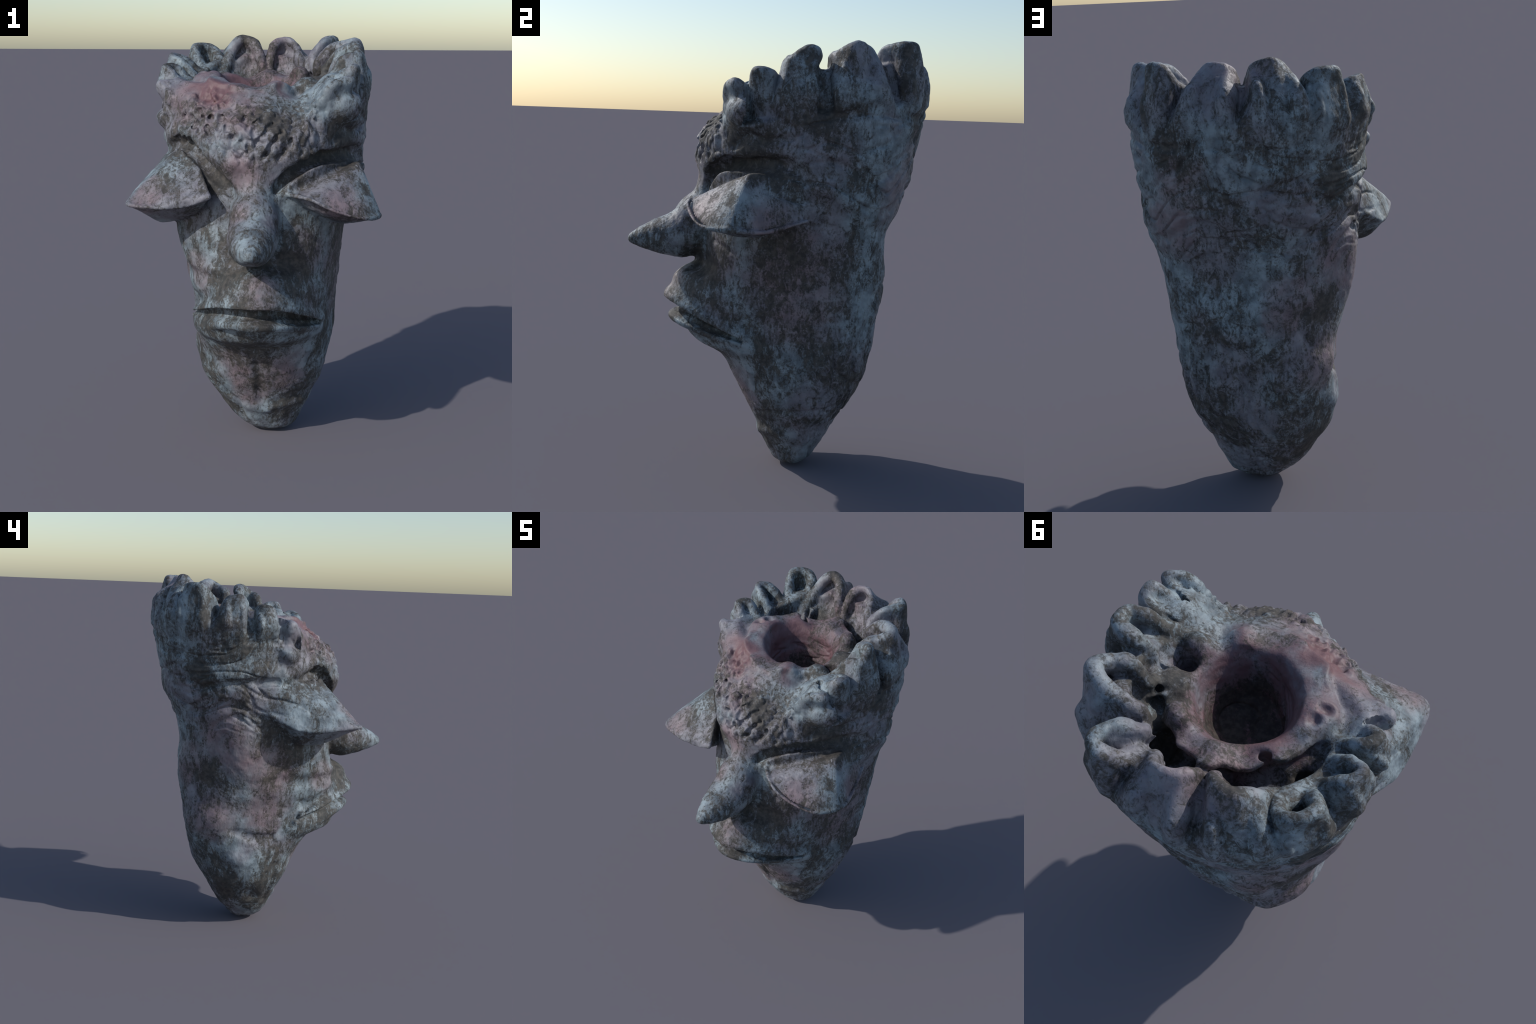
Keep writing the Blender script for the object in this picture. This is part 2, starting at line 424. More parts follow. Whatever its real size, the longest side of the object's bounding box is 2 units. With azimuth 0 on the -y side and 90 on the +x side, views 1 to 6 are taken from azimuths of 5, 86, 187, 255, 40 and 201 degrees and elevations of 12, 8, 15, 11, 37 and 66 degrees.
def gouge_field(P):
    """extra distance (positive = carved away) for the forehead pits and the warts between them"""
    X = P[:, 0] + 0.008 * noise(P, 34, 51); Z = P[:, 2] + 0.008 * noise(P, 34, 52)
    g = np.zeros(len(P))
    for a, b, c, d, s, depth in GOUGES:
        e = np.array([c - a, d - b]); L2 = e @ e + 1e-9
        t = np.clip(((X - a) * e[0] + (Z - b) * e[1]) / L2, 0, 1)
        q = ((X - a - t * e[0]) ** 2 + (Z - b - t * e[1]) ** 2) / (s * s)
        g = np.maximum(g, depth * np.exp(-q ** 1.5))
    zone = sstep(0.38, 0.24, P[:, 0]) * sstep(-0.42, -0.33, P[:, 0]) * sstep(1.40, 1.48, P[:, 2] + 0.25 * np.clip(0.12 - np.abs(P[:, 0]), 0, 1))
    W = np.stack([X * 30 + 2 * Z, P[:, 1] * 26, Z * 23], 1) + 0.35 * noise(P, 15, 63)[:, None]
    pebble = np.clip(1 - (cells(W, 64) / 0.75) ** 2, 0, 1) - 0.45
    pebble = pebble * (0.7 + 0.5 * noise(P, 8, 65)) + 0.5 * (np.abs(fbm(P, 24, 61, 2)) - 0.25)
    return g * 0.9 - 0.021 * pebble * zone * sstep(1.80, 1.72, P[:, 2])


#  creases: polyline, width, depth (negative depth = raised roll)
def line(*p):
    """a crease path, laid onto the lofted head"""
    q = catmull(p, 4)
    for _ in range(6):
        f = head_loft(q)
        g = np.stack([(head_loft(q + e) - f) / 0.004 for e in np.eye(3) * 0.004], 1)
        q = q - (f / np.maximum((g * g).sum(1), 0.2))[:, None] * g
    return q


CREASES = [
    # side of the head, sitter's right
    (line((-0.276, 0.557, 1.434), (-0.340, 0.493, 1.405), (-0.407, 0.408, 1.425), (-0.451, 0.243, 1.444), (-0.455, 0.10, 1.445)), 0.014, 0.020),
    (line((-0.32, 0.53, 1.46), (-0.41, 0.408, 1.475), (-0.46, 0.243, 1.495), (-0.46, 0.10, 1.50)), 0.035, -0.014),
    (line((-0.247, 0.529, 1.281), (-0.328, 0.476, 1.317), (-0.395, 0.390, 1.332), (-0.425, 0.296, 1.330)), 0.016, 0.013),
    (line((-0.346, 0.425, 1.194), (-0.387, 0.372, 1.238), (-0.416, 0.291, 1.255)), 0.014, 0.010),
    (line((-0.395, 0.10, 1.08), (-0.37, 0.06, 1.00), (-0.35, 0.0, 0.93)), 0.085, 0.017),
    (line((-0.398, 0.320, 1.20), (-0.395, 0.300, 1.10), (-0.36, 0.27, 1.0)), 0.06, -0.008),
    (line((-0.279, 0.006, 0.590), (-0.290, -0.056, 0.671), (-0.280, -0.127, 0.746)), 0.022, 0.016),
    (line((-0.293, 0.270, 0.60), (-0.305, 0.208, 0.575), (-0.305, 0.144, 0.560), (-0.290, 0.062, 0.572)), 0.024, 0.011),
    (line((-0.300, 0.250, 0.44), (-0.300, 0.150, 0.45)), 0.065, -0.018),
    (line((-0.24, 0.36, 0.66), (-0.14, 0.44, 0.64)), 0.075, -0.024),
    (line((-0.260, 0.019, 0.394), (-0.215, 0.028, 0.257), (-0.150, 0.048, 0.152)), 0.016, 0.014),
    (line((-0.227, 0.154, 0.224), (-0.20, 0.12, 0.19)), 0.03, 0.014),
    (line((-0.219, 0.495, 0.943), (-0.189, 0.501, 0.872), (-0.209, 0.463, 0.783)), 0.020, 0.010),
    # sitter's left
    (line((0.516, 0.200, 1.465), (0.516, 0.243, 1.460), (0.493, 0.321, 1.414), (0.477, 0.349, 1.372), (0.456, 0.401, 1.390), (0.406, 0.469, 1.413)), 0.013, 0.013),
    (line((0.225, 0.490, 0.911), (0.287, 0.431, 0.843), (0.306, 0.394, 0.742), (0.319, 0.359, 0.639), (0.306, 0.342, 0.491)), 0.015, 0.016),
    (line((0.206, 0.481, 0.775), (0.239, 0.436, 0.648), (0.270, 0.385, 0.522)), 0.015, 0.014),
    (line((0.204, -0.058, 0.280), (0.311, 0.039, 0.308), (0.340, 0.165, 0.319), (0.286, 0.299, 0.345)), 0.010, 0.008),
    (line((0.535, 0.198, 1.635), (0.536, 0.278, 1.672), (0.522, 0.349, 1.700), (0.476, 0.441, 1.697), (0.408, 0.528, 1.671)), 0.02, 0.012),
    (line((0.374, -0.204, 1.517), (0.423, -0.147, 1.563), (0.468, -0.065, 1.543), (0.504, 0.027, 1.559)), 0.018, 0.012),
    (line((0.46, 0.10, 1.36), (0.50, 0.20, 1.34), (0.50, 0.29, 1.29)), 0.03, -0.010),
    # back
    (line((0.400, 0.40, 1.24), (0.358, 0.469, 1.261), (0.276, 0.548, 1.316), (0.219, 0.587, 1.348), (0.135, 0.606, 1.328)), 0.018, 0.016),
    (line((-0.016, 0.638, 1.449), (-0.109, 0.638, 1.493), (-0.221, 0.613, 1.520)), 0.014, 0.008),
    (line((-0.165, 0.585, 1.341), (-0.250, 0.541, 1.264), (-0.318, 0.483, 1.275), (-0.375, 0.411, 1.296), (-0.420, 0.311, 1.321)), 0.015, 0.014),
    (line((0.310, 0.414, 0.873), (0.235, 0.478, 0.869), (0.137, 0.534, 0.901), (0.064, 0.546, 0.866), (-0.022, 0.545, 0.878)), 0.014, 0.010),
    (line((0.36, 0.30, 0.64), (0.361, 0.273, 0.534), (0.270, 0.366, 0.447), (0.171, 0.423, 0.404)), 0.013, 0.012),
    (line((0.135, 0.514, 0.778), (0.108, 0.497, 0.640), (0.054, 0.479, 0.525)), 0.012, 0.009),
    (line((-0.042, 0.499, 0.654), (-0.045, 0.472, 0.509), (-0.073, 0.435, 0.383)), 0.012, 0.009),
    (line((0.421, 0.514, 1.680), (0.298, 0.605, 1.657), (0.222, 0.645, 1.650)), 0.014, 0.010),
    (line((0.185, 0.632, 1.544), (0.144, 0.633, 1.463), (0.032, 0.634, 1.414)), 0.016, 0.009),
    (line((0.20, 0.52, 1.12), (0.16, 0.53, 1.05), (0.14, 0.53, 0.98)), 0.07, 0.012),
    # brow roll and hollows beside the nose
    (line((-0.09, -0.36, 1.40), (-0.21, -0.30, 1.515), (-0.34, -0.20, 1.555), (-0.44, -0.07, 1.53)), 0.040, -0.012),
    (line((0.13, -0.36, 0.96), (0.17, -0.30, 0.935)), 0.05, 0.032),
    (line((-0.08, -0.37, 0.94), (-0.12, -0.34, 0.89)), 0.05, 0.028),
    # chin
    (line((-0.27, -0.12, 0.60), (-0.17, -0.27, 0.60), (0.0, -0.34, 0.60)), 0.055, -0.016),
    (line((0.025, -0.176, 0.426), (0.036, -0.129, 0.337), (0.038, -0.063, 0.209)), 0.020, 0.016),
    (line((-0.051, -0.025, 0.165), (0.057, -0.033, 0.148), (0.130, -0.034, 0.171), (0.235, 0.022, 0.192)), 0.022, -0.010),
    (line((-0.176, -0.027, 0.272), (-0.125, -0.027, 0.220), (-0.081, -0.031, 0.185), (-0.056, 0.013, 0.093)), 0.013, 0.010),
    (line((0.223, -0.277, 1.085), (0.268, -0.239, 1.065), (0.320, -0.180, 1.034)), 0.008, 0.006),
    (line((-0.277, -0.149, 0.715), (-0.235, -0.260, 0.780), (-0.163, -0.385, 0.835)), 0.020, 0.010),
]


def field(P, want_parts=False):
    body = head_loft(P)
    loft = body.copy()
    parts = {}
    # lids, nose, lips grow out of the head
    i = near(P, (-0.70, -0.55, 0.95), (0.72, 0.28, 1.62))
    if len(i):
        Q = P[i]; b = body[i]
        for name, lid, brow, wide, rim in (("r", LID_RIGHT, CHANNEL_RIGHT, 0.044, RIM_RIGHT), ("l", LID_LEFT, CHANNEL_LEFT, 0.043, RIM_LEFT)):
            d = smin(lid(Q), tube(Q, rim, np.full(len(rim), 0.009)), 0.010)
            # socket: a groove under the brow, cut before the lid is put in
            u = np.linspace(-0.9, 1, len(brow))
            taper = 1 - np.where(u < 0, 0.5, 0.28) * np.abs(u) ** 2
            s = tube(Q, brow, wide * taper)
            b = smax(b, -s, 0.015)
            b = smin(b, d, 0.018)
            b = smax(b, -(s + 0.022), 0.012)
            if want_parts:
                e = np.full(len(P), 9.0); e[i] = d; parts["lid_" + name] = e
        body[i] = b
    i = near(P, (-0.25, -0.80, 0.85), (0.32, -0.18, 1.45))
    if len(i):
        d = nose(P[i])
        body[i] = smin(body[i], d, 0.035)
        if want_parts:
            e = np.full(len(P), 9.0); e[i] = d; parts["nose"] = e
    i = near(P, (-0.42, -0.62, 0.50), (0.48, 0.06, 0.95))
    if len(i):
        Q = P[i]; b = body[i]
        s = np.linspace(-1, 1, len(LIP_UP))
        up = tube(Q, LIP_UP, 0.034 - 0.014 * s * s)
        low = tube(Q, LIP_LOW, 0.029 - 0.014 * s * s)
        b = smin(b, up, 0.04)
        b = smin(b, low, 0.016)
        slot = tube(Q, SLOT, 0.036 - 0.021 * s * s)
        slot = np.minimum(slot, tube(Q, SLOT + (0.0, 0.045, 0.004), 0.024 - 0.016 * s * s))
        b = smax(b, -slot, 0.010)
        body[i] = b
        if want_parts:
            for k, v in (("up", up), ("low", low)):
                e = np.full(len(P), 9.0); e[i] = v; parts[k] = e
    # the crown
    i = near(P, (-0.7, -0.5, 1.30), (0.75, 0.85, 2.1))
    if len(i):
        Q = P[i]
        b = smax(body[i], top_cut(Q), 0.03)
        for c, r, k in CROWN_BULGES:
            b = smin(b, (np.linalg.norm((Q - c) / r, axis=1) - 1) * min(r), k)
        fr, side = frill_distance(Q)
        ang = np.arctan2(Q[:, 1] - 0.17, Q[:, 0] - 0.02)
        ang = np.where(ang < -2.2, ang + 2 * math.pi, ang)
        # nothing solid outside the frill above the feet of the clefts
        held = np.clip(1.66 - Q[:, 2], 0, 1) * 1.5
        side = np.where(Q[:, 2] > 1.54, side, -0.09) - held
        b = smax(b, side, 0.015)
        # lobes are packed with clay to a hand's breadth below the rim
        full = np.interp(ang, FILL_A, FILL_Z)
        pack = smax(fr - 0.055, Q[:, 2] - full, 0.03)
        pack = smax(smax(pack, 1.69 - Q[:, 2], 0.03), loft[i] + 0.02, 0.01)
        b = smin(b, smax(pack, side, 0.015), 0.02)
        # the wall of each lobe is thick: solid from its crest outwards
        rad = np.hypot(Q[:, 0] - 0.02, Q[:, 1] - 0.17)
        crest_r, crest_z = np.interp(ang, CREST[0], CREST[1]), np.interp(ang, CREST[0], CREST[2])
        z = Q[:, 2]
        wall = smax(crest_r - 0.13 - rad, (z - crest_z + 0.040 + 1.5 * np.clip(crest_r + 0.015 - rad, 0, 1)) * 0.6, 0.03)
        wall = smax(smax(wall, side, 0.015), loft[i] + 0.02, 0.01)
        # clefts are shallow at their feet
        plug = smax(loft[i] + 0.050 + 0.24 * np.clip(z - 1.70, 0, 1), z - crest_z + 0.07, 0.02)
        plug = smax(plug, -(loft[i] + 0.15), 0.02) + 0.5 * np.clip(CREST[0][2] - ang, 0, 1) + 0.5 * np.clip(ang - CREST[0][-3], 0, 1)
        b = smin(b, smax(smin(wall, plug, 0.02), 1.68 - z, 0.03), 0.025)
        thick = FRILL_R + 0.003 * sstep(1.2, 0.4, ang) + 0.007 * noise(Q, 9.0, 5) + 0.004 * noise(Q, 23.0, 6)
        b = smin(b, fr - thick, 0.018)
        col = collar(Q)
        b = smin(b, col, 0.03)
        for c, r in COLLAR_LUMPS:
            b = smin(b, (np.linalg.norm((Q - c) / r, axis=1) - 1) * min(r), 0.035)
        for c, r in PITS:
            e = (np.linalg.norm((Q - c) / r, axis=1) - 1) * min(r)
            b = smax(b, -e, 0.02)
        cav = cavity(Q)
        b = smax(b, -cav, 0.018)
        front = np.flatnonzero((Q[:, 1] < -0.05) & (Q[:, 2] < 1.80) & (loft[i] > -0.10) & (cav > 0.03))
        if len(front):
            fade = sstep(-0.05, -0.11, Q[front, 1]) * sstep(-0.10, -0.06, loft[i][front]) * sstep(1.80, 1.74, Q[front, 2]) * sstep(0.03, 0.06, cav[front])
            b[front] += gouge_field(Q[front]) * fade
        body[i] = b
        if want_parts:
            for k, v in (("frill", fr - FRILL_R), ("collar", col), ("cavity", -cav)):
                e = np.full(len(P), 9.0); e[i] = v; parts[k] = e
    for line, width, depth in CREASES:
        lo, hi = line.min(0) - 3 * width, line.max(0) + 3 * width
        i = near(P, lo, hi)
        if len(i):
            d = tube(P[i], line, np.zeros(len(line)))
            body[i] += (1.5 if depth > 0 else 1.0) * depth * np.exp(-(d / width) ** 2)
    return (body, parts) if want_parts else body


# ------------------------------------------------------------------ surface nets
def mesh_field():
    lo = np.array([-0.70, -0.80, -0.05]); hi = np.array([0.72, 0.80, 2.06])
    step = 4
    nc = np.ceil((hi - lo) / (H * step)).astype(int) + 1
    n = (nc - 1) * step + 1
    ax = [lo[a] + H * step * np.arange(nc[a]) for a in range(3)]
    C = np.stack(np.meshgrid(*ax, indexing="ij"), -1).reshape(-1, 3)
    fc = np.empty(len(C))
    for s in range(0, len(C), 400000):
        fc[s:s + 400000] = field(C[s:s + 400000])
    fc = fc.reshape(nc)
    band = np.abs(fc) < 1.5 * H * step
    # a coarse cell is active if any corner is in the band or the corners differ in sign
    def corners(A):
        return [A[a:nc[0] - 1 + a, b:nc[1] - 1 + b, c:nc[2] - 1 + c] for a in (0, 1) for b in (0, 1) for c in (0, 1)]
    neg = fc < 0
    cn = np.stack(corners(neg)); act = np.any(np.stack(corners(band)), 0) | (cn.any(0) & ~cn.all(0))
    F = np.repeat(np.repeat(np.repeat(np.where(fc < 0, f32(-1), f32(1)), step, 0), step, 1), step, 2)[:n[0], :n[1], :n[2]].copy()
    cells = np.argwhere(act)
    offs = np.stack(np.meshgrid(*[np.arange(step + 1)] * 3, indexing="ij"), -1).reshape(-1, 3)
    mark = np.zeros(F.shape, bool)
    for o in offs:
        k = cells * step + o
        mark[k[:, 0], k[:, 1], k[:, 2]] = True
    idx = np.argwhere(mark)
    for s in range(0, len(idx), 500000):
        k = idx[s:s + 500000]
        F[k[:, 0], k[:, 1], k[:, 2]] = field(lo + H * k)
    # vertices: one per cell that changes sign
    S = F < 0
    m = n - 1
    cnt = np.zeros(m, np.int8)
    for a in (0, 1):
        for b in (0, 1):
            for c in (0, 1):
                cnt += S[a:m[0] + a, b:m[1] + b, c:m[2] + c]
    cell = (cnt > 0) & (cnt < 8)
    ids = np.full(m, -1, np.int32)
    K = np.argwhere(cell)
    ids[K[:, 0], K[:, 1], K[:, 2]] = np.arange(len(K))
    acc = np.zeros((len(K), 3)); num = np.zeros(len(K))
    corner = [(a, b, c) for a in (0, 1) for b in (0, 1) for c in (0, 1)]
    val = {o: F[K[:, 0] + o[0], K[:, 1] + o[1], K[:, 2] + o[2]].astype(float) for o in corner}
    for o in corner:
        for axis in range(3):
            if o[axis]:
                continue
            q = list(o); q[axis] = 1; q = tuple(q)
            x, y = val[o], val[q]
            cross = (x < 0) != (y < 0)
            t = np.where(cross, x / np.where(cross, x - y, 1), 0)
            p = np.tile(np.array(o, float), (len(K), 1)); p[:, axis] += t
            acc += p * cross[:, None]; num += cross
    V = lo + H * (K + acc / num[:, None])
    quads = []
    for axis in range(3):
        a1, a2 = (axis + 1) % 3, (axis + 2) % 3
        A = np.moveaxis(S, axis, 0)
        sl0 = [slice(None)] * 3; sl1 = [slice(None)] * 3
        sl0[axis] = slice(0, -1); sl1[axis] = slice(1, None)
        diff = S[tuple(sl0)] != S[tuple(sl1)]
        E = np.argwhere(diff)
        E = E[(E[:, a1] > 0) & (E[:, a2] > 0) & (E[:, a1] < m[a1]) & (E[:, a2] < m[a2])]
        inside = S[E[:, 0], E[:, 1], E[:, 2]]
        def get(d1, d2):
            q = E.copy(); q[:, a1] += d1; q[:, a2] += d2
            return ids[q[:, 0], q[:, 1], q[:, 2]]
        Q = np.stack([get(-1, -1), get(0, -1), get(0, 0), get(-1, 0)], 1)
        Q[~inside] = Q[~inside][:, ::-1]
        quads.append(Q)
    return V, np.vstack(quads)


def vertex_normals(V, Q):
    n = np.cross(V[Q[:, 2]] - V[Q[:, 0]], V[Q[:, 3]] - V[Q[:, 1]])
    N = np.zeros_like(V)
    for c in range(4):
        for a in range(3):
            N[:, a] += np.bincount(Q[:, c], n[:, a], len(V))
    return N / np.maximum(np.linalg.norm(N, axis=1), 1e-12)[:, None]


def keep_largest(V, Q):
    """drop stray islands"""
    lab = np.arange(len(V))
    while True:
        m = lab[Q].min(1)
        new = lab.copy()
        for c in range(4):
            np.minimum.at(new, Q[:, c], m)
        new = new[new]
        if (new == lab).all():
            break
        lab = new
    best = np.bincount(lab).argmax()
    ok = lab == best
    re = np.cumsum(ok) - 1
    return V[ok], re[Q[ok[Q[:, 0]]]]


def relax(V, Q, rounds, amount):
    e = np.vstack([Q[:, [0, 1]], Q[:, [1, 2]], Q[:, [2, 3]], Q[:, [3, 0]]])
    deg = np.bincount(e[:, 0], minlength=len(V)) + np.bincount(e[:, 1], minlength=len(V))
    for _ in range(rounds):
        A = np.stack([np.bincount(e[:, 0], V[e[:, 1], a], len(V)) + np.bincount(e[:, 1], V[e[:, 0], a], len(V)) for a in range(3)], 1)
        V = V + amount * (A / deg[:, None] - V)
    return V


def clay_relief(V, N):
    """hand-worked clay: broad unevenness, drag marks and fine wrinkles, along the normal"""
    z = V[:, 2]
    swirl = np.stack([noise(V, 3.2, 71), noise(V, 3.2, 72), noise(V, 3.2, 73)], 1)
    h = 0.0065 * fbm(V, 4.5, 3, 2)
    streak = np.exp(-(fbm(V + 0.09 * swirl, (11, 11, 2.6), 21, 3) / 0.10) ** 2)
    h -= 0.0085 * streak * sstep(1.0, 0.7, z) * sstep(0.02, 0.22, V[:, 1]) * sstep(-0.20, 0.0, V[:, 0])
    wrinkle = np.exp(-(fbm(V + 0.16 * swirl, (3.5, 3.5, 12), 25, 3) / 0.11) ** 2)
    h -= 0.0095 * wrinkle * sstep(-0.12, 0.10, V[:, 1]) * sstep(1.12, 1.26, z) * sstep(1.76, 1.64, z)
    rough = np.clip(fbm(V, 2.6, 81, 2) + 0.1, 0, 1)
    h += 0.0042 * rough * fbm(V, 36, 31, 3)
    lumps = fbm(V + 0.06 * swirl, (9, 9, 13), 91, 3)
    h += 0.0060 * lumps * sstep(-0.25, 0.05, V[:, 1])
    h += 0.0012 * fbm(V, 60, 35, 2)
    return V + N * h[:, None]


# ------------------------------------------------------------------ material
# stains laid on the clay: centre and radius of each soft patch
PINK = [((-0.378, 0.102, 0.944), 0.20), ((-0.413, 0.323, 1.105), 0.22), ((-0.256, 0.40, 0.66), 0.16), ((-0.316, 0.103, 0.735), 0.16),
        ((-0.076, -0.143, 0.412), 0.15), ((0.135, -0.146, 0.398), 0.17), ((-0.009, -0.099, 0.28), 0.14), ((0.05, -0.49, 0.84), 0.14),
        ((0.256, -0.253, 1.020), 0.14), ((-0.247, -0.246, 0.898), 0.12), ((-0.013, -0.363, 1.38), 0.12), ((-0.20, -0.25, 1.66), 0.17),
        ((-0.30, -0.10, 1.70), 0.16), ((-0.063, -0.256, 1.662), 0.16), ((-0.464, -0.314, 1.28), 0.11), ((0.429, -0.334, 1.23), 0.13),
        ((-0.021, -0.42, 1.195), 0.07), ((0.410, 0.057, 0.970), 0.24), ((0.409, 0.112, 0.80), 0.20), ((0.578, -0.036, 1.21), 0.14),
        ((0.331, 0.514, 1.321), 0.17), ((0.274, 0.597, 1.52), 0.16), ((-0.368, 0.383, 1.089), 0.20), ((-0.192, 0.511, 1.004), 0.17), ((0.0, 0.50, 1.85), 0.20)]
RED = [((0.00, 0.13, 1.74), 0.33), ((0.00, 0.13, 1.50), 0.30), ((-0.16, -0.12, 1.74), 0.16)]
GRIME = [((-0.36, -0.02, 1.10), 0.20), ((0.396, -0.044, 1.075), 0.20), ((0.16, -0.36, 1.08), 0.15), ((-0.10, -0.32, 1.10), 0.16), ((0.395, 0.304, 1.037), 0.16),
         ((0.33, -0.074, 0.56), 0.14), ((0.193, 0.51, 1.07), 0.20), ((0.239, 0.528, 1.20), 0.15), ((0.084, 0.543, 0.92), 0.18), ((0.286, 0.605, 1.66), 0.13),
         ((0.174, 0.413, 0.37), 0.18), ((-0.279, 0.432, 0.90), 0.15), ((-0.461, 0.313, 1.58), 0.15), ((-0.358, 0.512, 1.50), 0.12), ((-0.202, 0.22, 0.22), 0.17),
         ((-0.13, -0.29, 1.33), 0.13), ((-0.30, -0.17, 1.46), 0.13), ((0.25, -0.25, 1.42), 0.15), ((0.42, -0.10, 1.44), 0.15), ((0.05, -0.27, 0.57), 0.20),
         ((-0.114, -0.37, 0.92), 0.14), ((0.18, -0.33, 0.95), 0.16), ((0.030, -0.105, 0.31), 0.07), ((-0.22, 0.0, 0.32), 0.12), ((-0.145, 0.02, 0.18), 0.13),
         ((0.16, 0.0, 0.14), 0.15), ((0.235, -0.27, 1.117), 0.13), ((0.36, -0.257, 1.57), 0.09), ((0.03, -0.45, 0.745), 0.12), ((-0.2, -0.3, 0.70), 0.10),
         ((0.22, -0.27, 0.69), 0.12), ((0.0, 0.45, 1.74), 0.22), ((0.27, 0.22, 1.78), 0.18), ((-0.24, 0.33, 1.74), 0.15), ((0.533, 0.212, 1.60), 0.12)]


HOLLOW_SHADE = [((0.02, 0.14, 1.53), 0.20), ((0.23, 0.375, 1.66), 0.08), ((-0.26, 0.33, 1.66), 0.07)]     # shade inside the hole and floor pits, painted in as dark colour


class Nodes:
    """thin wrapper that keeps the node wiring readable"""
    def __init__(self, tree):
        self.t = tree
        self.pos = tree.nodes.new("ShaderNodeTexCoord").outputs["Object"]

    def new(self, kind, **kw):
        n = self.t.nodes.new(kind)
        for k, v in kw.items():
            setattr(n, k, v)
        return n

    def put(self, sock, v):
        if isinstance(v, bpy.types.NodeSocket):
            self.t.links.new(v, sock)
        else:
            sock.default_value = v

    def math(self, op, a, b=0.0, clamp=False):
        n = self.new("ShaderNodeMath", operation=op, use_clamp=clamp)
        self.put(n.inputs[0], a); self.put(n.inputs[1], b)
        return n.outputs[0]

    def noise(self, scale, detail=4, rough=0.55, stretch=(1, 1, 1), shift=0.0, warp=0.0):
        m = self.new("ShaderNodeMapping")
        m.inputs["Scale"].default_value = stretch
        m.inputs["Location"].default_value = (shift, shift * 0.7, -shift)
        self.put(m.inputs["Vector"], self.pos)
        n = self.new("ShaderNodeTexNoise")
        n.inputs["Scale"].default_value = scale
        n.inputs["Detail"].default_value = detail
        n.inputs["Roughness"].default_value = rough
        n.inputs["Distortion"].default_value = warp
        self.put(n.inputs["Vector"], m.outputs[0])
        return n.outputs["Fac"]

    def ramp(self, v, lo, hi):
        n = self.new("ShaderNodeMapRange", interpolation_type="SMOOTHSTEP")
        self.put(n.inputs["Value"], v)
        n.inputs["From Min"].default_value = lo
        n.inputs["From Max"].default_value = hi
        return n.outputs["Result"]

    def patches(self, spots, edge):
        """soft union of balls, their edges broken up by a noise"""
        out = None
        for c, r in spots:
            d = self.new("ShaderNodeVectorMath", operation="DISTANCE")
            self.put(d.inputs[0], self.pos); d.inputs[1].default_value = c
            v = self.math("DIVIDE", d.outputs["Value"], r)
            out = v if out is None else self.math("MINIMUM", out, v)
        v = self.math("ADD", out, self.math("MULTIPLY", self.math("SUBTRACT", edge, 0.5), 1.6))
        return self.ramp(v, 1.15, 0.35)

    def mix(self, f, a, b):
        n = self.new("ShaderNodeMix", data_type="RGBA")
        self.put(n.inputs[0], f); self.put(n.inputs[6], a); self.put(n.inputs[7], b)
        return n.outputs[2]


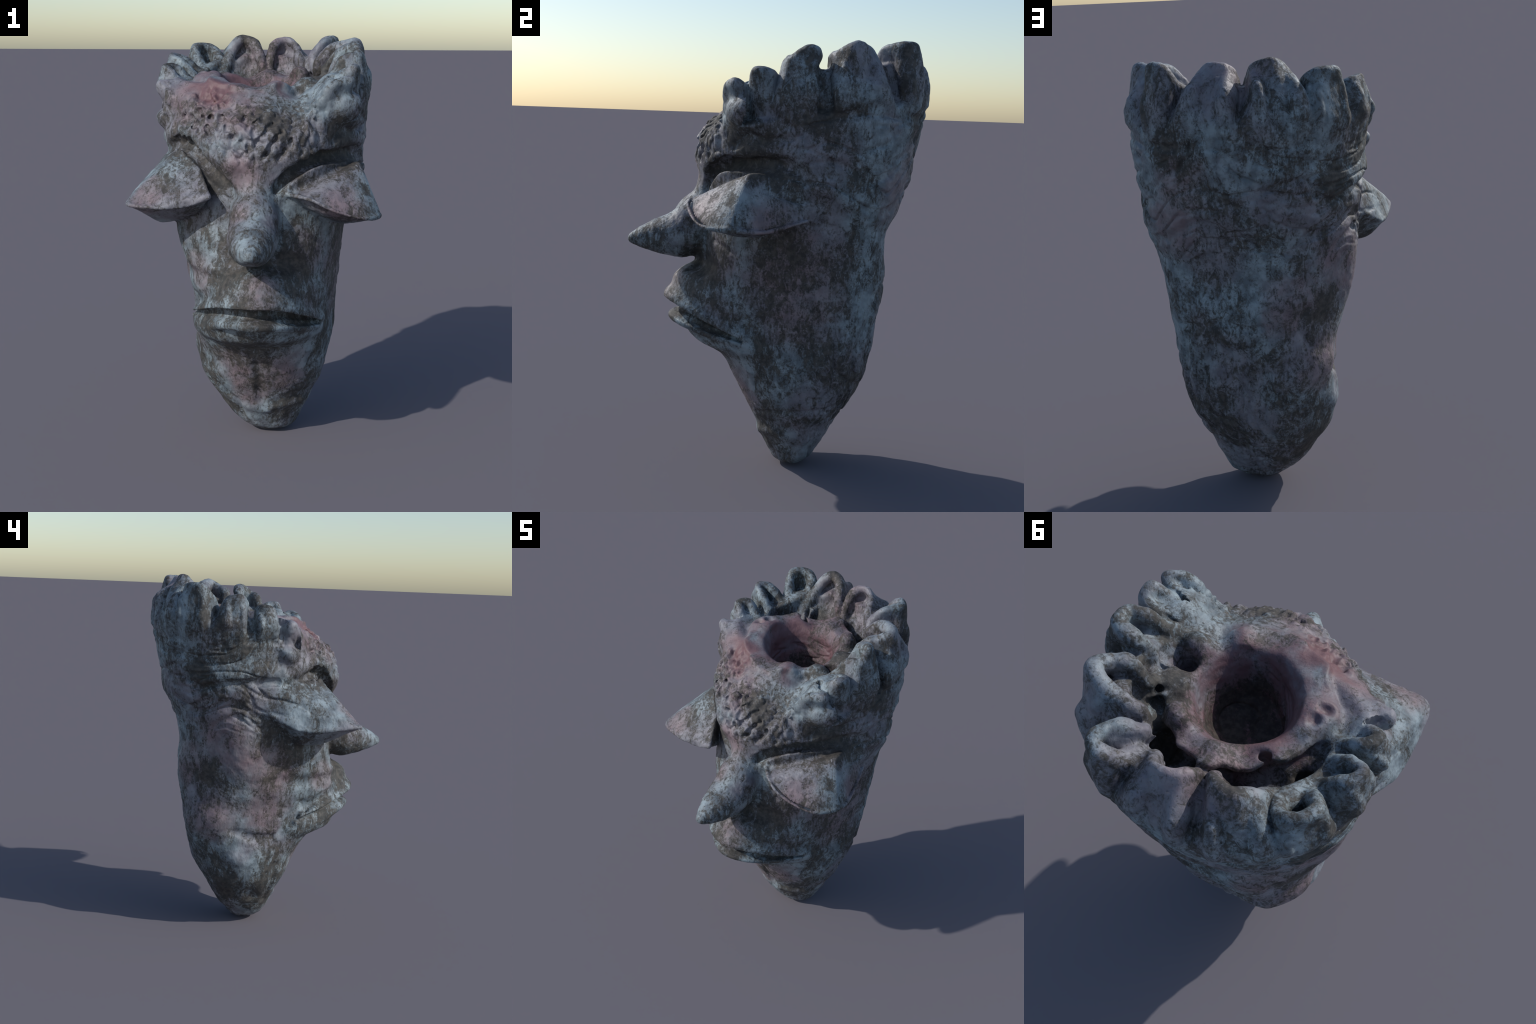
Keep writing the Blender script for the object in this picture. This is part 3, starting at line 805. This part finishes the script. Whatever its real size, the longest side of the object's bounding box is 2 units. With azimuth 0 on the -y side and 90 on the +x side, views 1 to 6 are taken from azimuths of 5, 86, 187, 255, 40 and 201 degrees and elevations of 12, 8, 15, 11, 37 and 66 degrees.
def clay_material():
    mat = bpy.data.materials.new("patinated_clay")
    mat.use_nodes = True
    nt = mat.node_tree
    bsdf = nt.nodes["Principled BSDF"]
    g = Nodes(nt)
    edge = g.noise(5.0, 6, 0.6, warp=0.4)
    edge2 = g.noise(7.0, 6, 0.6, shift=4.0, warp=0.5)
    # glaze: cool blue-grey drifting to mauve
    drift = g.ramp(g.noise(2.6, 4, 0.5, shift=2.0), 0.42, 0.60)
    cool = g.mix(g.ramp(g.noise(16, 5, 0.6, shift=7.0), 0.35, 0.65), (0.115, 0.143, 0.166, 1), (0.240, 0.295, 0.328, 1))
    mauve = g.mix(g.ramp(g.noise(13, 5, 0.6, shift=5.0), 0.35, 0.65), (0.122, 0.100, 0.124, 1), (0.205, 0.175, 0.205, 1))
    glaze = g.mix(g.math("MULTIPLY", drift, 0.62), cool, mauve)
    pink = g.mix(g.ramp(g.noise(15, 5, 0.6, shift=6.0), 0.35, 0.65), (0.130, 0.086, 0.096, 1), (0.235, 0.150, 0.160, 1))
    glaze = g.mix(g.math("MULTIPLY", g.patches(PINK, edge), 0.58), glaze, pink)
    crimson = g.patches(RED, edge2)
    red = g.mix(g.noise(18, 4, 0.6, shift=9.0), (0.095, 0.043, 0.050, 1), (0.180, 0.088, 0.095, 1))
    glaze = g.mix(g.math("MULTIPLY", crimson, 0.88), glaze, red)
    # grime: dark umber rubbed into the clay, in broad patches broken by streaks and specks
    broad = g.noise(4.2, 8, 0.66, stretch=(1, 1, 0.75), shift=11.0, warp=0.8)
    streak = g.noise(30, 7, 0.70, stretch=(1, 1, 0.45), shift=13.0, warp=1.2)
    speck = g.noise(95, 5, 0.68, shift=17.0, warp=0.5)
    v = g.math("ADD", g.math("MULTIPLY", broad, 1.15), g.math("MULTIPLY", streak, 0.90))
    v = g.math("ADD", v, g.math("MULTIPLY", speck, 0.55))
    v = g.math("ADD", v, g.math("MULTIPLY", g.patches(GRIME, edge2), 0.12))
    v = g.math("SUBTRACT", v, g.math("MULTIPLY", crimson, 0.12))
    v = g.math("ADD", v, g.math("MULTIPLY", g.patches(HOLLOW_SHADE, edge), 0.32))  # painted shade of the hollows, added to the grime mask
    dirt_shade = g.math("MULTIPLY", g.ramp(v, 1.20, 1.46), 0.92)
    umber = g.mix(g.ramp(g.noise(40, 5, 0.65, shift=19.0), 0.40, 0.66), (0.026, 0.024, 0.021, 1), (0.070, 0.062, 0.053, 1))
    col = g.mix(dirt_shade, glaze, umber)
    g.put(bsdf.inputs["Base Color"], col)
    g.put(bsdf.inputs["Roughness"], g.math("ADD", g.math("MULTIPLY", dirt_shade, 0.22), 0.52))
    bsdf.inputs["Specular IOR Level"].default_value = 0.40
    bump = g.new("ShaderNodeBump")
    bump.inputs["Strength"].default_value = 0.55
    bump.inputs["Distance"].default_value = 0.004
    h = g.math("ADD", g.math("MULTIPLY", g.noise(95, 5, 0.6, stretch=(1, 1, 0.6), shift=23.0), 1.0), g.math("MULTIPLY", dirt_shade, -0.35))
    g.put(bump.inputs["Height"], h)
    g.put(bsdf.inputs["Normal"], bump.outputs[0])
    return mat


# ------------------------------------------------------------------ build and split
def build():
    V, Q = mesh_field()
    V, Q = keep_largest(V, Q)
    V = relax(V, Q, 2, 0.5)
    N = vertex_normals(V, Q)
    V = clay_relief(V, N)
    V[:, 2] -= V[:, 2].min()
    N = vertex_normals(V, Q)
    _, parts = field(V, True)
    C = V[Q].mean(1)
    def on(k):
        return parts[k][Q].mean(1)
    lab = np.zeros(len(Q), int)
    names = ["head"]
    def claim(mask, name):
        names.append(name); lab[mask & (lab == 0)] = len(names) - 1
    claim((on("cavity") > -0.02) & (C[:, 2] < 1.80) & (on("cavity") < 8), "opening")
    claim((on("collar") < 0.012), "collar")
    fr = (on("frill") < 0.012) & (C[:, 2] > 1.66)
    ends = RIM[LOBE_ENDS]
    a_end = np.unwrap(np.arctan2(ends[:, 1] - 0.17, ends[:, 0] - 0.02))
    a = np.arctan2(C[:, 1] - 0.17, C[:, 0] - 0.02)
    a = np.where(a < -2.2, a + 2 * math.pi, a)
    lobe = np.searchsorted(a_end, a)
    for k in range(len(LOBE_ENDS) + 1):
        claim(fr & (lobe == k), "frill_lobe")
    claim(on("nose") < 0.012, "nose")
    claim(on("lid_r") < 0.008, "eyelid")
    claim(on("lid_l") < 0.008, "eyelid")
    claim(on("up") < 0.010, "upper_lip")
    claim(on("low") < 0.010, "lower_lip")

    root = bpy.data.objects.new("head_planter", None)
    bpy.context.scene.collection.objects.link(root)
    root["label"] = "weathered blue-grey and pink clay head planter with frilled hair"
    root["category"] = "planter"
    mat = clay_material()
    for k, name in enumerate(names):
        q = Q[lab == k]
        if not len(q):
            continue
        used, inv = np.unique(q, return_inverse=True)
        inv = inv.reshape(q.shape)
        me = bpy.data.meshes.new(name)
        me.vertices.add(len(used)); me.vertices.foreach_set("co", V[used].ravel())
        me.loops.add(inv.size); me.loops.foreach_set("vertex_index", inv.ravel().astype(np.int32))
        me.polygons.add(len(q)); me.polygons.foreach_set("loop_start", np.arange(0, inv.size, 4, dtype=np.int32))
        me.polygons.foreach_set("use_smooth", np.ones(len(q), bool))
        me.update(calc_edges=True)
        me.validate()
        me.normals_split_custom_set_from_vertices(N[used].tolist())
        me.materials.append(mat)
        ob = bpy.data.objects.new(name, me)
        ob.parent = root
        bpy.context.scene.collection.objects.link(ob)


build()
